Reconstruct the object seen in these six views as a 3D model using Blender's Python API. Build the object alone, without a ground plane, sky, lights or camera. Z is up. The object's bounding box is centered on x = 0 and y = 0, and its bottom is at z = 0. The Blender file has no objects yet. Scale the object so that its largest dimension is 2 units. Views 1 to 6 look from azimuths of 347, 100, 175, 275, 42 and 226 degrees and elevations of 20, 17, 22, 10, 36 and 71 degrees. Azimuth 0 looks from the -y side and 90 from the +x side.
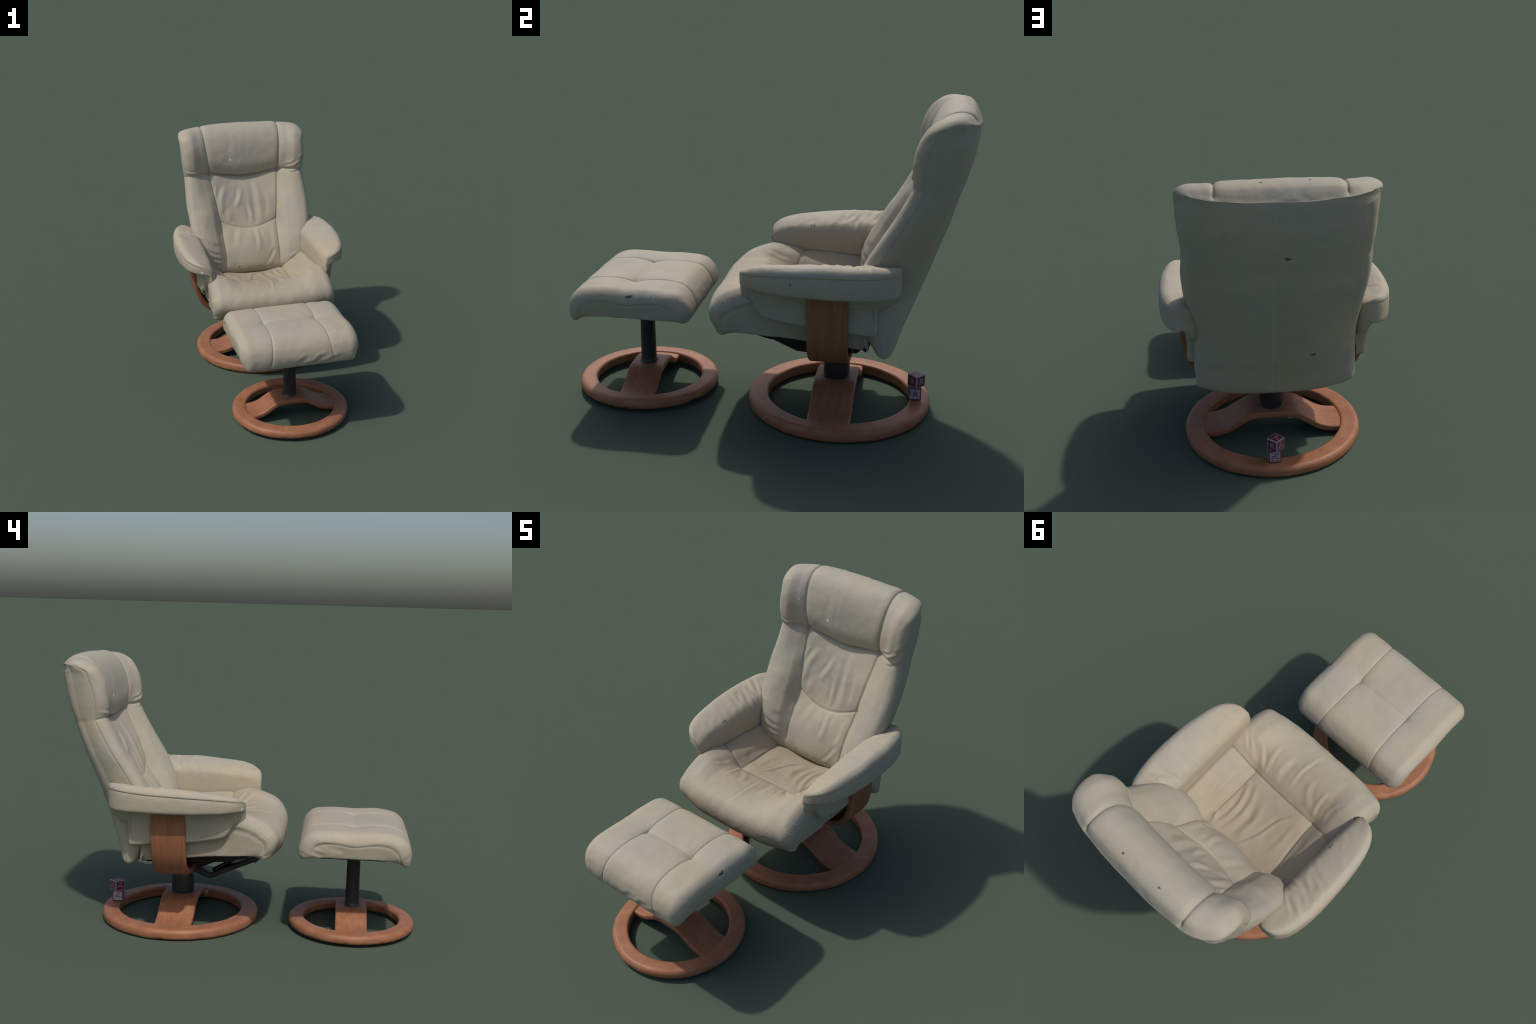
import bpy, math
import numpy as np
from mathutils import Vector, Matrix, noise as mnoise

rng = np.random.default_rng(7)

# ------------------------------------------------------------------ helpers
def catmull(P, n):
    """Resample rows of P (K x ...) to n samples, Catmull-Rom through the rows."""
    P = np.asarray(P, float)
    K = len(P)
    t = np.linspace(0, K - 1, n)
    i = np.clip(t.astype(int), 0, K - 2)
    f = (t - i).reshape((-1,) + (1,) * (P.ndim - 1))
    p0 = P[np.clip(i - 1, 0, K - 1)]; p1 = P[i]; p2 = P[i + 1]; p3 = P[np.clip(i + 2, 0, K - 1)]
    r = 0.5 * ((2 * p1) + (p2 - p0) * f + (2 * p0 - 5 * p1 + 4 * p2 - p3) * f**2 + (3 * p1 - p0 - 3 * p2 + p3) * f**3)
    return r, t


def pchip(x, y, xq):
    """Monotone cubic through (x, y) evaluated at xq."""
    h = np.diff(x); d = np.diff(y) / h
    m = np.zeros_like(y)
    w1 = 2 * h[1:] + h[:-1]; w2 = h[1:] + 2 * h[:-1]
    ok = d[:-1] * d[1:] > 0
    den = np.where(ok, w1 / np.where(ok, d[:-1], 1) + w2 / np.where(ok, d[1:], 1), 1)
    m[1:-1] = np.where(ok, (w1 + w2) / den, 0)
    m[0] = d[0]; m[-1] = d[-1]
    i = np.clip(np.searchsorted(x, xq) - 1, 0, len(x) - 2)
    s = (xq - x[i]) / h[i]
    return (y[i] * (1 + 2 * s) * (1 - s)**2 + m[i] * h[i] * s * (1 - s)**2
            + y[i + 1] * s * s * (3 - 2 * s) + m[i + 1] * h[i] * s * s * (s - 1))


def sstep(a, b, x):
    t = np.clip((x - a) / (b - a), 0, 1)
    return t * t * (3 - 2 * t)


def vnoise(P, scale, seed=0, octaves=2):
    o = Vector((seed * 3.17, seed * 1.31, -seed * 2.23))
    return np.array([mnoise.fractal(Vector(p) * scale + o, 1.0, 2.0, octaves) for p in P])


def dist2d(p, q, pts):
    """Distance of points (p, q) to a polyline and the 0..1 position along it."""
    pts = np.asarray(pts, float)
    seg = np.diff(pts, axis=0); L = np.hypot(seg[:, 0], seg[:, 1]); cum = np.r_[0, np.cumsum(L)]
    best = np.full(p.shape, 9.0); pos = np.zeros(p.shape); side = np.zeros(p.shape)
    for a, s, l, c in zip(pts[:-1], seg, L, cum):
        t = np.clip(((p - a[0]) * s[0] + (q - a[1]) * s[1]) / l**2, 0, 1)
        dx = p - a[0] - t * s[0]; dy = q - a[1] - t * s[1]
        d = np.hypot(dx, dy); k = d < best
        best = np.where(k, d, best); pos = np.where(k, (c + t * l) / cum[-1], pos)
        side = np.where(k, np.sign(dx * s[1] - dy * s[0]), side)
    return best, pos, side


def seam(p, q, pts, w=0.006, depth=0.008, puff=0.004, puffw=0.03, fade=False):
    """A stitched seam: a narrow groove between two softly swollen sides."""
    d, t, _ = dist2d(p, q, smooth(pts))
    h = -depth * np.exp(-(d / w)**2) - puff * np.exp(-(d / puffw)**2)
    if fade:
        h = h * sstep(0, .15, t) * sstep(1, .85, t)
    return h


def smooth(pts, n=24):
    pts = np.asarray(pts, float)
    return pts if len(pts) < 3 else catmull(pts, n)[0]


def fold(p, q, pts, w, h):
    """A soft wrinkle, h > 0 a ridge with a valley beside it, fading at both ends."""
    d, t, s = dist2d(p, q, smooth(pts, 12))
    r = d * s
    prof = np.exp(-(r / w)**2) - 0.75 * np.exp(-((r - 1.7 * w) / (w * .9))**2)
    return h * prof * np.sin(np.pi * np.clip(t, 0, 1))**.7


def vert_normals(V, F):
    a, b, c, d = (V[F[:, i]] for i in range(4))
    n = np.cross(c - a, d - b)
    N = np.zeros_like(V)
    for i in range(4):
        np.add.at(N, F[:, i], n)
    return N / np.maximum(np.linalg.norm(N, axis=1, keepdims=True), 1e-12)


def grid_faces(nu, nv, wrap_v=True):
    i = np.arange(nu - 1)[:, None]; j = np.arange(nv if wrap_v else nv - 1)[None, :]
    j2 = (j + 1) % nv
    return np.stack([(i * nv + j), (i * nv + j2), ((i + 1) * nv + j2), ((i + 1) * nv + j)], -1).reshape(-1, 4)


def make_obj(name, V, F, mat, parent, N=None, smooth_shade=True):
    me = bpy.data.meshes.new(name)
    me.from_pydata([tuple(map(float, v)) for v in V], [], [tuple(int(i) for i in f) for f in F])
    me.update()
    if smooth_shade:
        me.polygons.foreach_set('use_smooth', [True] * len(me.polygons))
    if N is not None:
        me.normals_split_custom_set_from_vertices([tuple(map(float, n)) for n in N])
    me.materials.append(mat)
    ob = bpy.data.objects.new(name, me)
    bpy.context.scene.collection.objects.link(ob)
    if parent is not None:
        attach(ob, parent)
    return ob


def attach(ob, parent):
    ob.parent = parent
    # parts keep world coordinates: only the thing's own base point is undone
    ob.matrix_parent_inverse = Matrix.Translation(-parent.location) if parent.parent is None else Matrix.Identity(4)


def weld_degenerate(V, F):
    """Drop repeated corners so collapsed grid ends become triangles."""
    key = np.round(V / 1e-5).astype(np.int64)
    _, first, inv = np.unique(key, axis=0, return_index=True, return_inverse=True)
    rep = first[inv.ravel()]
    out = []
    for f in rep[F]:
        g = [f[i] for i in range(len(f)) if f[i] != f[i - 1]]
        if len(set(g)) >= 3 and len(set(g)) == len(g):
            out.append(g)
    return out


def split_regions(V, F, labels, order, mat, parent_obj):
    """One smooth leather body cut along its seams: pieces share border vertices and normals.
    The first name in `order` is the part, the others become its children."""
    N = vert_normals(V, F)
    part = None; objs = []
    for name in order:
        sel = F[labels == name]
        if len(sel) == 0:
            continue
        idx, inv = np.unique(sel, return_inverse=True)
        f = weld_degenerate(V[idx], inv.reshape(sel.shape))
        ob = make_obj(name.split('/')[0], V[idx], f, mat, part if part else parent_obj, N[idx])
        if part is None:
            part = ob
        objs.append(ob)
    return part


def rung_loft(A, xk, B, n, nf, ns, nb, rf, rr, bulge=0.):
    """Upholstered body lofted from rungs.
    A: K x M x 2 (y, z) of the leather face at columns of half-width xk (K x M, last = edge),
    B: function(t, x) -> (y, z) of the opposite face; rf, rr: edge radii front, back.
    Returns V, F, plus per-vertex kind (0 face, 1 side, 2 back), t and x."""
    dense, t = catmull(np.concatenate([A, xk[..., None]], -1), n)
    rows = []; kinds = []
    for r in range(n):
        y, z, xs = dense[r, :, 0], dense[r, :, 1], dense[r, :, 2]
        W = xs[-1]
        knots = np.r_[-xs[:0:-1], xs]
        ky = np.r_[y[:0:-1], y]; kz = np.r_[z[:0:-1], z]
        yb0, zb0, Wb = B(t[r], np.array([0.0]))
        yb0, zb0 = yb0[0], zb0[0]
        thick = math.hypot(yb0 - y[0], zb0 - z[0])
        ybe, zbe, _ = B(t[r], np.array([W])); te = math.hypot(ybe[0] - y[-1], zbe[0] - z[-1])
        f_ = min(rf(t[r]) if callable(rf) else rf, .55 * te) + 1e-5; b_ = min(rr, .3 * te) + 1e-5
        # face run with rounded edges, +x to -x
        na = 14
        ang = np.linspace(math.pi / 2, 0, na, endpoint=False)
        xe = (W - f_) + f_ * np.sin(ang); de = f_ * (1 - np.cos(ang))
        xm = np.linspace(W - f_, -(W - f_), nf)
        xa = np.r_[xe, xm, -xe[::-1]]; da = np.r_[de, xm * 0, de[::-1]]
        ya = pchip(knots, ky, xa); za = pchip(knots, kz, xa)
        yb, zb, _ = B(t[r], xa)
        L = np.maximum(np.hypot(yb - ya, zb - za), 1e-6)
        ya = ya + (yb - ya) / L * np.minimum(da, L * .98); za = za + (zb - za) / L * np.minimum(da, L * .98)
        face = np.stack([xa, ya, za], 1)
        # back run, -x to +x, with rounded corners
        ab = np.linspace(0, math.pi / 2, 6)
        xbe = (Wb - b_) + b_ * np.cos(ab); dbe = b_ * (1 - np.sin(ab))
        xbm = np.linspace(-(Wb - b_), Wb - b_, nb)[1:-1]
        xb = np.r_[-xbe, xbm, xbe[::-1]]; db = np.r_[dbe, xbm * 0, dbe[::-1]]
        yb, zb, _ = B(t[r], xb)
        yq = pchip(knots, ky, np.clip(xb, -W, W)); zq = pchip(knots, kz, np.clip(xb, -W, W))
        L = np.maximum(np.hypot(yb - yq, zb - zq), 1e-6)
        yb = yb + (yq - yb) / L * np.minimum(db, L * .98); zb = zb + (zq - zb) / L * np.minimum(db, L * .98)
        back = np.stack([xb, yb, zb], 1)
        if r in (0, n - 1):          # the two faces meet in one edge line
            o = np.argsort(face[:, 0])
            for k in (1, 2):
                back[:, k] = np.interp(back[:, 0], face[o, 0], face[o, k])
        s = np.linspace(0, 1, ns + 2)[1:-1, None]
        puff = np.sin(np.pi * s) * bulge * min(1, te / .12) * np.array([[1, 0, 0]])
        sideL = face[-1] * (1 - s) + back[0] * s - puff
        sideR = back[-1] * (1 - s) + face[0] * s + puff
        rows.append(np.concatenate([face, sideL, back, sideR]))
        if len(rows) == 1:
            kinds = np.r_[np.zeros(len(face)), np.ones(ns), np.full(len(back), 2), np.ones(ns)].astype(int)
    nv = len(rows[0])
    V = np.concatenate(rows)
    F = grid_faces(n, nv)
    kind = np.tile(kinds, n); tt = np.repeat(t, nv)
    # orientation check
    c = V.mean(0); Nn = vert_normals(V, F)
    if np.mean(np.einsum('ij,ij->i', Nn, V - c)) < 0:
        F = F[:, ::-1]
    return V, F, kind, tt


def face_label(F, *arrs):
    return [a[F[:, 0]] for a in arrs]


def loft_sections(S, closed=True):
    """S: n x m x 3 sections joined to a skin with flat fan ends."""
    n, m = S.shape[:2]
    V = S.reshape(-1, 3)
    F = [tuple(f) for f in grid_faces(n, m)]
    c0 = len(V); V = np.vstack([V, S[0].mean(0), S[-1].mean(0)])
    F += [((j + 1) % m, j, c0) for j in range(m)]
    F += [((n - 1) * m + j, (n - 1) * m + (j + 1) % m, c0 + 1) for j in range(m)]
    return V, F


def fix_normals(ob):
    import bmesh
    bm = bmesh.new(); bm.from_mesh(ob.data)
    bmesh.ops.recalc_face_normals(bm, faces=bm.faces)
    bm.to_mesh(ob.data); bm.free()


def tube(name, pts, r, mat, parent, n=60, seg=14):
    P = catmull(pts, n)[0] if len(pts) > 2 else np.linspace(pts[0], pts[1], 4)
    T = np.gradient(P, axis=0); T /= np.linalg.norm(T, axis=1, keepdims=True)
    up = np.array([0.3, 0.1, 1.0])
    S = []
    for p, t in zip(P, T):
        a = np.cross(t, up); a /= np.linalg.norm(a); b = np.cross(t, a)
        th = np.linspace(0, 2 * np.pi, seg, endpoint=False)
        S.append(p + r * (np.cos(th)[:, None] * a + np.sin(th)[:, None] * b))
    V, F = loft_sections(np.array(S))
    ob = make_obj(name, V, F, mat, parent); fix_normals(ob)
    sharp_angle(ob)
    return ob


def sharp_angle(ob, deg=40):
    me = ob.data
    try:
        me.set_sharp_from_angle(angle=math.radians(deg))
    except Exception:
        pass


def lathe(name, profile, centre, mat, parent, seg=128, wob=None):
    """Closed (r, z) profile spun round a vertical axis at centre."""
    pr = np.asarray(profile, float)
    th = np.linspace(0, 2 * np.pi, seg, endpoint=False)
    R = pr[None, :, 0] * np.ones((seg, 1)); Z = pr[None, :, 1] * np.ones((seg, 1))
    V = np.stack([centre[0] + R * np.cos(th)[:, None], centre[1] + R * np.sin(th)[:, None], Z], -1)
    m = len(pr)
    i = np.arange(seg)[:, None]; j = np.arange(m)[None, :]
    i2 = (i + 1) % seg; j2 = (j + 1) % m
    F = np.stack([i * m + j + 0 * i2, i2 * m + j, i2 * m + j2, i * m + j2], -1).reshape(-1, 4)
    V = V.reshape(-1, 3)
    if wob is not None:
        V = wob(V, F)
    ob = make_obj(name, V, F, mat, parent); fix_normals(ob)
    return ob


def rounded_rect(w0, w1, z0, z1, radii, n=7, sub=0.012):
    """Closed profile between (w0..w1, z0..z1); radii for corners (w1z0, w1z1, w0z1, w0z0)."""
    cs = [(w1, z0, -90), (w1, z1, 0), (w0, z1, 90), (w0, z0, 180)]
    sg = [(-1, 1), (-1, -1), (1, -1), (1, 1)]
    out = []
    for (x, z, a), (sx, sz), r in zip(cs, sg, radii):
        for k in np.linspace(0, 90, n):
            th = math.radians(a + k)
            out.append((x + sx * r + r * math.cos(th), z + sz * r + r * math.sin(th)))
    res = []
    for k in range(len(out)):
        a = np.array(out[k]); b = np.array(out[(k + 1) % len(out)])
        m = max(1, int(np.linalg.norm(b - a) / sub))
        for s in range(m):
            res.append(a + (b - a) * s / m)
    return np.array(res)


# ---------------------------------------------------------------- materials
def new_mat(name):
    m = bpy.data.materials.new(name); m.use_nodes = True
    nt = m.node_tree; nt.nodes.clear()
    out = nt.nodes.new('ShaderNodeOutputMaterial')
    b = nt.nodes.new('ShaderNodeBsdfPrincipled')
    nt.links.new(b.outputs[0], out.inputs[0])
    return m, nt, b


def node(nt, kind, **kw):
    n = nt.nodes.new(kind)
    for k, v in kw.items():
        if k.startswith('in_'):
            key = k[3:]
            n.inputs[int(key) if key.isdigit() else key].default_value = v
        else:
            setattr(n, k, v)
    return n


def coords(nt, scale=(1, 1, 1), loc=(0, 0, 0)):
    tc = node(nt, 'ShaderNodeTexCoord')
    mp = node(nt, 'ShaderNodeMapping')
    mp.inputs['Scale'].default_value = scale; mp.inputs['Location'].default_value = loc
    nt.links.new(tc.outputs['Object'], mp.inputs['Vector'])
    return mp.outputs[0]


def noise_tex(nt, vec, scale, detail=3, rough=.5):
    n = node(nt, 'ShaderNodeTexNoise')
    n.inputs['Scale'].default_value = scale; n.inputs['Detail'].default_value = detail
    n.inputs['Roughness'].default_value = rough
    nt.links.new(vec, n.inputs['Vector'])
    return n.outputs[0]


def ramp(nt, fac, stops):
    r = node(nt, 'ShaderNodeValToRGB')
    el = r.color_ramp.elements
    while len(el) < len(stops):
        el.new(0.5)
    for e, (p, c) in zip(el, stops):
        e.position = p; e.color = (c[0], c[1], c[2], 1) if hasattr(c, '__len__') else (c, c, c, 1)
    nt.links.new(fac, r.inputs[0])
    return r.outputs[0]


def math_n(nt, op, a, b=None, clamp=False):
    n = node(nt, 'ShaderNodeMath', operation=op); n.use_clamp = clamp
    for i, v in enumerate((a, b)):
        if v is None:
            continue
        if isinstance(v, (int, float)):
            n.inputs[i].default_value = v
        else:
            nt.links.new(v, n.inputs[i])
    return n.outputs[0]


def mix(nt, fac, a, b, blend='MIX'):
    n = node(nt, 'ShaderNodeMix', data_type='RGBA', blend_type=blend)
    for sock, v in ((n.inputs[0], fac), (n.inputs[6], a), (n.inputs[7], b)):
        if isinstance(v, (int, float)):
            sock.default_value = v
        elif isinstance(v, tuple):
            sock.default_value = (*v, 1)
        else:
            nt.links.new(v, sock)
    return n.outputs[2]


def spot(nt, vec, centre, radius, soft=.5, squash=(1, 1, 1)):
    """1 inside a small ragged spot round centre, 0 outside (object space)."""
    s = node(nt, 'ShaderNodeVectorMath', operation='SUBTRACT'); nt.links.new(vec, s.inputs[0])
    s.inputs[1].default_value = centre
    m = node(nt, 'ShaderNodeVectorMath', operation='MULTIPLY'); nt.links.new(s.outputs[0], m.inputs[0])
    m.inputs[1].default_value = squash
    l = node(nt, 'ShaderNodeVectorMath', operation='LENGTH'); nt.links.new(m.outputs[0], l.inputs[0])
    mr = node(nt, 'ShaderNodeMapRange')
    nt.links.new(l.outputs['Value'], mr.inputs[0])
    mr.inputs[1].default_value = radius * (1 - soft); mr.inputs[2].default_value = radius * (1 + soft)
    mr.inputs[3].default_value = 1; mr.inputs[4].default_value = 0
    return mr.outputs[0]


def maximum(nt, socks):
    r = socks[0]
    for s in socks[1:]:
        r = math_n(nt, 'MAXIMUM', r, s)
    return r


LEATHER = (0.408, 0.366, 0.284)


def leather(name, brown_patches=(), nicks=(), chips=(), base=LEATHER):
    m, nt, b = new_mat(name)
    vec = coords(nt)
    big = noise_tex(nt, vec, 3.2, 3, .55)
    mid = noise_tex(nt, vec, 11, 4, .6)
    grey = tuple(c * f for c, f in zip(base, (.95, .975, 1.02)))
    warm = tuple(c * f for c, f in zip(base, (1.03, 1.0, .95)))
    col = mix(nt, ramp(nt, big, [(.38, 0), (.64, 1)]), grey, warm)
    dirt = ramp(nt, mid, [(.5, 0), (.78, 1)])
    col = mix(nt, math_n(nt, 'MULTIPLY', dirt, .22), col, tuple(c * f for c, f in zip(base, (.80, .77, .73))))
    # soft brown patches mixed into the leather colour
    for centre, rad, squash, strength, tint in brown_patches:
        s = spot(nt, vec, centre, rad, .75, squash)
        nz = ramp(nt, noise_tex(nt, vec, 7, 4, .6), [(.3, .45), (.7, 1)])
        col = mix(nt, math_n(nt, 'MULTIPLY', math_n(nt, 'MULTIPLY', s, nz), strength), col, tint)
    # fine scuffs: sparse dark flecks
    vo = node(nt, 'ShaderNodeTexVoronoi'); vo.inputs['Scale'].default_value = 13
    wv = noise_tex(nt, vec, 60, 2)
    nt.links.new(mix(nt, .03, vec, wv, 'ADD'), vo.inputs['Vector'])
    fl = ramp(nt, vo.outputs['Distance'], [(.035, 1), (.06, 0)])
    wn = node(nt, 'ShaderNodeTexWhiteNoise'); nt.links.new(vo.outputs['Position'], wn.inputs['Vector'])
    fl = math_n(nt, 'MULTIPLY', fl, math_n(nt, 'GREATER_THAN', wn.outputs['Value'], .72))
    col = mix(nt, math_n(nt, 'MULTIPLY', fl, .55), col, tuple(c * .42 for c in base))
    if nicks:
        warp = mix(nt, .028, vec, noise_tex(nt, vec, 70, 2), 'ADD')
        off = node(nt, 'ShaderNodeVectorMath', operation='SUBTRACT')
        nt.links.new(warp, off.inputs[0]); off.inputs[1].default_value = (.014, .014, .014)
        k = maximum(nt, [spot(nt, off.outputs[0], c, r, .3, sq) for c, r, sq in nicks])
        col = mix(nt, math_n(nt, 'MULTIPLY', k, .93), col, (.045, .045, .05))
    if chips:
        cw = node(nt, 'ShaderNodeVectorMath', operation='SUBTRACT')
        nt.links.new(mix(nt, .016, vec, noise_tex(nt, vec, 110, 2), 'ADD'), cw.inputs[0]); cw.inputs[1].default_value = (.008, .008, .008)
        k = maximum(nt, [spot(nt, cw.outputs[0], c, r, .35, (1.2, .9, 1.05)) for c, r in chips])
        col = mix(nt, k, col, (.78, .72, .64))
    nt.links.new(col, b.inputs['Base Color'])
    b.inputs['Roughness'].default_value = .62
    b.inputs['Specular IOR Level'].default_value = .3
    rg = ramp(nt, mid, [(.3, .56), (.7, .70)]); nt.links.new(rg, b.inputs['Roughness'])
    vg = node(nt, 'ShaderNodeTexVoronoi'); vg.inputs['Scale'].default_value = 330
    nt.links.new(vec, vg.inputs['Vector'])
    gr = math_n(nt, 'ADD', math_n(nt, 'MULTIPLY', vg.outputs['Distance'], .3), noise_tex(nt, vec, 40, 4, .6))
    bp = node(nt, 'ShaderNodeBump'); bp.inputs['Strength'].default_value = .22
    bp.inputs['Distance'].default_value = .004
    nt.links.new(gr, bp.inputs['Height']); nt.links.new(bp.outputs[0], b.inputs['Normal'])
    return m


def wood(name, base, stretch, loc=(0, 0, 0), rings=False):
    m, nt, b = new_mat(name)
    vec = coords(nt, (1, 1, 1), loc); vs = coords(nt, stretch, loc)
    g = noise_tex(nt, vs, 6, 5, .6)
    big = noise_tex(nt, vec, 5, 3)
    dark = tuple(c * f for c, f in zip(base, (.80, .76, .74)))
    light = tuple(c * f for c, f in zip(base, (1.12, 1.15, 1.16)))
    col = mix(nt, ramp(nt, g, [(.32, 0), (.68, 1)]), dark, light)
    col = mix(nt, math_n(nt, 'MULTIPLY', ramp(nt, big, [(.4, 0), (.7, 1)]), .3), col,
              tuple(c * f for c, f in zip(base, (.92, .80, .70))))
    vo = node(nt, 'ShaderNodeTexVoronoi'); vo.inputs['Scale'].default_value = 17
    nt.links.new(vec, vo.inputs['Vector'])
    wn = node(nt, 'ShaderNodeTexWhiteNoise'); nt.links.new(vo.outputs['Position'], wn.inputs['Vector'])
    fl = math_n(nt, 'MULTIPLY', ramp(nt, vo.outputs['Distance'], [(.05, 1), (.085, 0)]),
                math_n(nt, 'GREATER_THAN', wn.outputs['Value'], .75))
    col = mix(nt, math_n(nt, 'MULTIPLY', fl, .7), col, (.035, .022, .016))
    nt.links.new(col, b.inputs['Base Color'])
    b.inputs['Roughness'].default_value = .5
    b.inputs['Specular IOR Level'].default_value = .35
    bp = node(nt, 'ShaderNodeBump'); bp.inputs['Strength'].default_value = .15
    bp.inputs['Distance'].default_value = .003
    nt.links.new(g, bp.inputs['Height']); nt.links.new(bp.outputs[0], b.inputs['Normal'])
    return m


def plain(name, col, rough, metallic=0., vary=.25, scale=14, spec=.5):
    m, nt, b = new_mat(name)
    vec = coords(nt)
    n = noise_tex(nt, vec, scale, 4, .6)
    c = mix(nt, ramp(nt, n, [(.35, 0), (.7, 1)]), tuple(x * (1 - vary) for x in col), tuple(x * (1 + vary) for x in col))
    nt.links.new(c, b.inputs['Base Color'])
    b.inputs['Roughness'].default_value = rough; b.inputs['Metallic'].default_value = metallic
    b.inputs['Specular IOR Level'].default_value = spec
    return m


BROWN_TINT = (.30, .235, .155)
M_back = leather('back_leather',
                 brown_patches=[((.0, .5, .56), .16, (.8, 1, 1.6), .35, BROWN_TINT)],
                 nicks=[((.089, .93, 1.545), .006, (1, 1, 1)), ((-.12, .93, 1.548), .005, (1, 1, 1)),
                        ((-.02, .95, 1.20), .008, (.8, .2, 1)), ((-.16, .74, .62), .009, (.6, .15, 1.5)),
                        ((-.1, .47, .60), .007, (1, 1, 1)), ((-.266, .561, .881), .006, (1, 1, 1)),
                        ((.414, .584, 1.0), .005, (1, 1, 1)), ((.265, .575, .852), .004, (1, 1, 1)),
                        ((.238, .65, .997), .004, (1, 1, 1))],
                 chips=[((-.088, .757, 1.316), .009), ((-.296, .757, 1.389), .005)])
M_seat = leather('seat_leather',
                 brown_patches=[((0, .29, .57), .33, (.75, 1, .8), .62, BROWN_TINT), ((.05, -.22, .47), .13, (.36, 1, 1.2), .9, BROWN_TINT),
                         ((-.1, .05, .64), .15, (.5, 1, 1), .4, BROWN_TINT)],
                 nicks=[((.42, -.17, .565), .008, (1, 1, 1)), ((.278, -.231, .594), .004, (1, 1, 1))])
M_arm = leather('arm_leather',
                brown_patches=[((.37, .25, .70), .12, (1, .3, 1.1), .45, (.36, .275, .16)), ((-.37, .25, .70), .12, (1, .3, 1.1), .45, (.36, .275, .16))],  # tan patches low on the inner arm faces
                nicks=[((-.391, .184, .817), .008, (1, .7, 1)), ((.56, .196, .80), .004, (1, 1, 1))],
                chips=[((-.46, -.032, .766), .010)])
M_otto = leather('stool_leather',
                 nicks=[((.318, -.619, .612), .0085, (.6, .45, 1.5)), ((.06, -.935, .52), .007, (1, 1, 1))])
M_apron = leather('apron_leather', base=tuple(c * .97 for c in LEATHER))
WOOD = (.335, .142, .073)
M_ring = wood('ring_wood', WOOD, (2, 2, 6))
M_bar = wood('bar_wood', WOOD, (.6, 7, 7))
M_strap = wood('strap_wood', tuple(c * .86 for c in WOOD), (2, 9, .7))
M_black = plain('black_steel', (.018, .018, .020), .38, 0., .3)
M_under = plain('black_underside', (.012, .012, .012), .8)
M_red = plain('red_card', (.15, .016, .03), .5, 0, .15, 60)  # red dimmed because the cubes sit in the chair's shade
M_white = plain('white_card', (.30, .29, .35), .5, 0, .08, 60)  # white lowered to a bluish grey, shade under the chair tinted in


def empty(name, loc, label, cat):
    e = bpy.data.objects.new(name, None); e.location = loc
    bpy.context.scene.collection.objects.link(e)
    e['label'] = label; e['category'] = cat
    return e


chair = empty('recliner_chair', (.012, .375, 0), 'cream leather recliner with wood strap frame and ring base', 'armchair')
stool = empty('footstool', (-.035, -.638, 0), 'matching cream leather footstool on a wooden ring base', 'footstool')
bpy.context.view_layer.update()

# ---------------------------------------------------------------- backrest
X0 = .010
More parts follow.
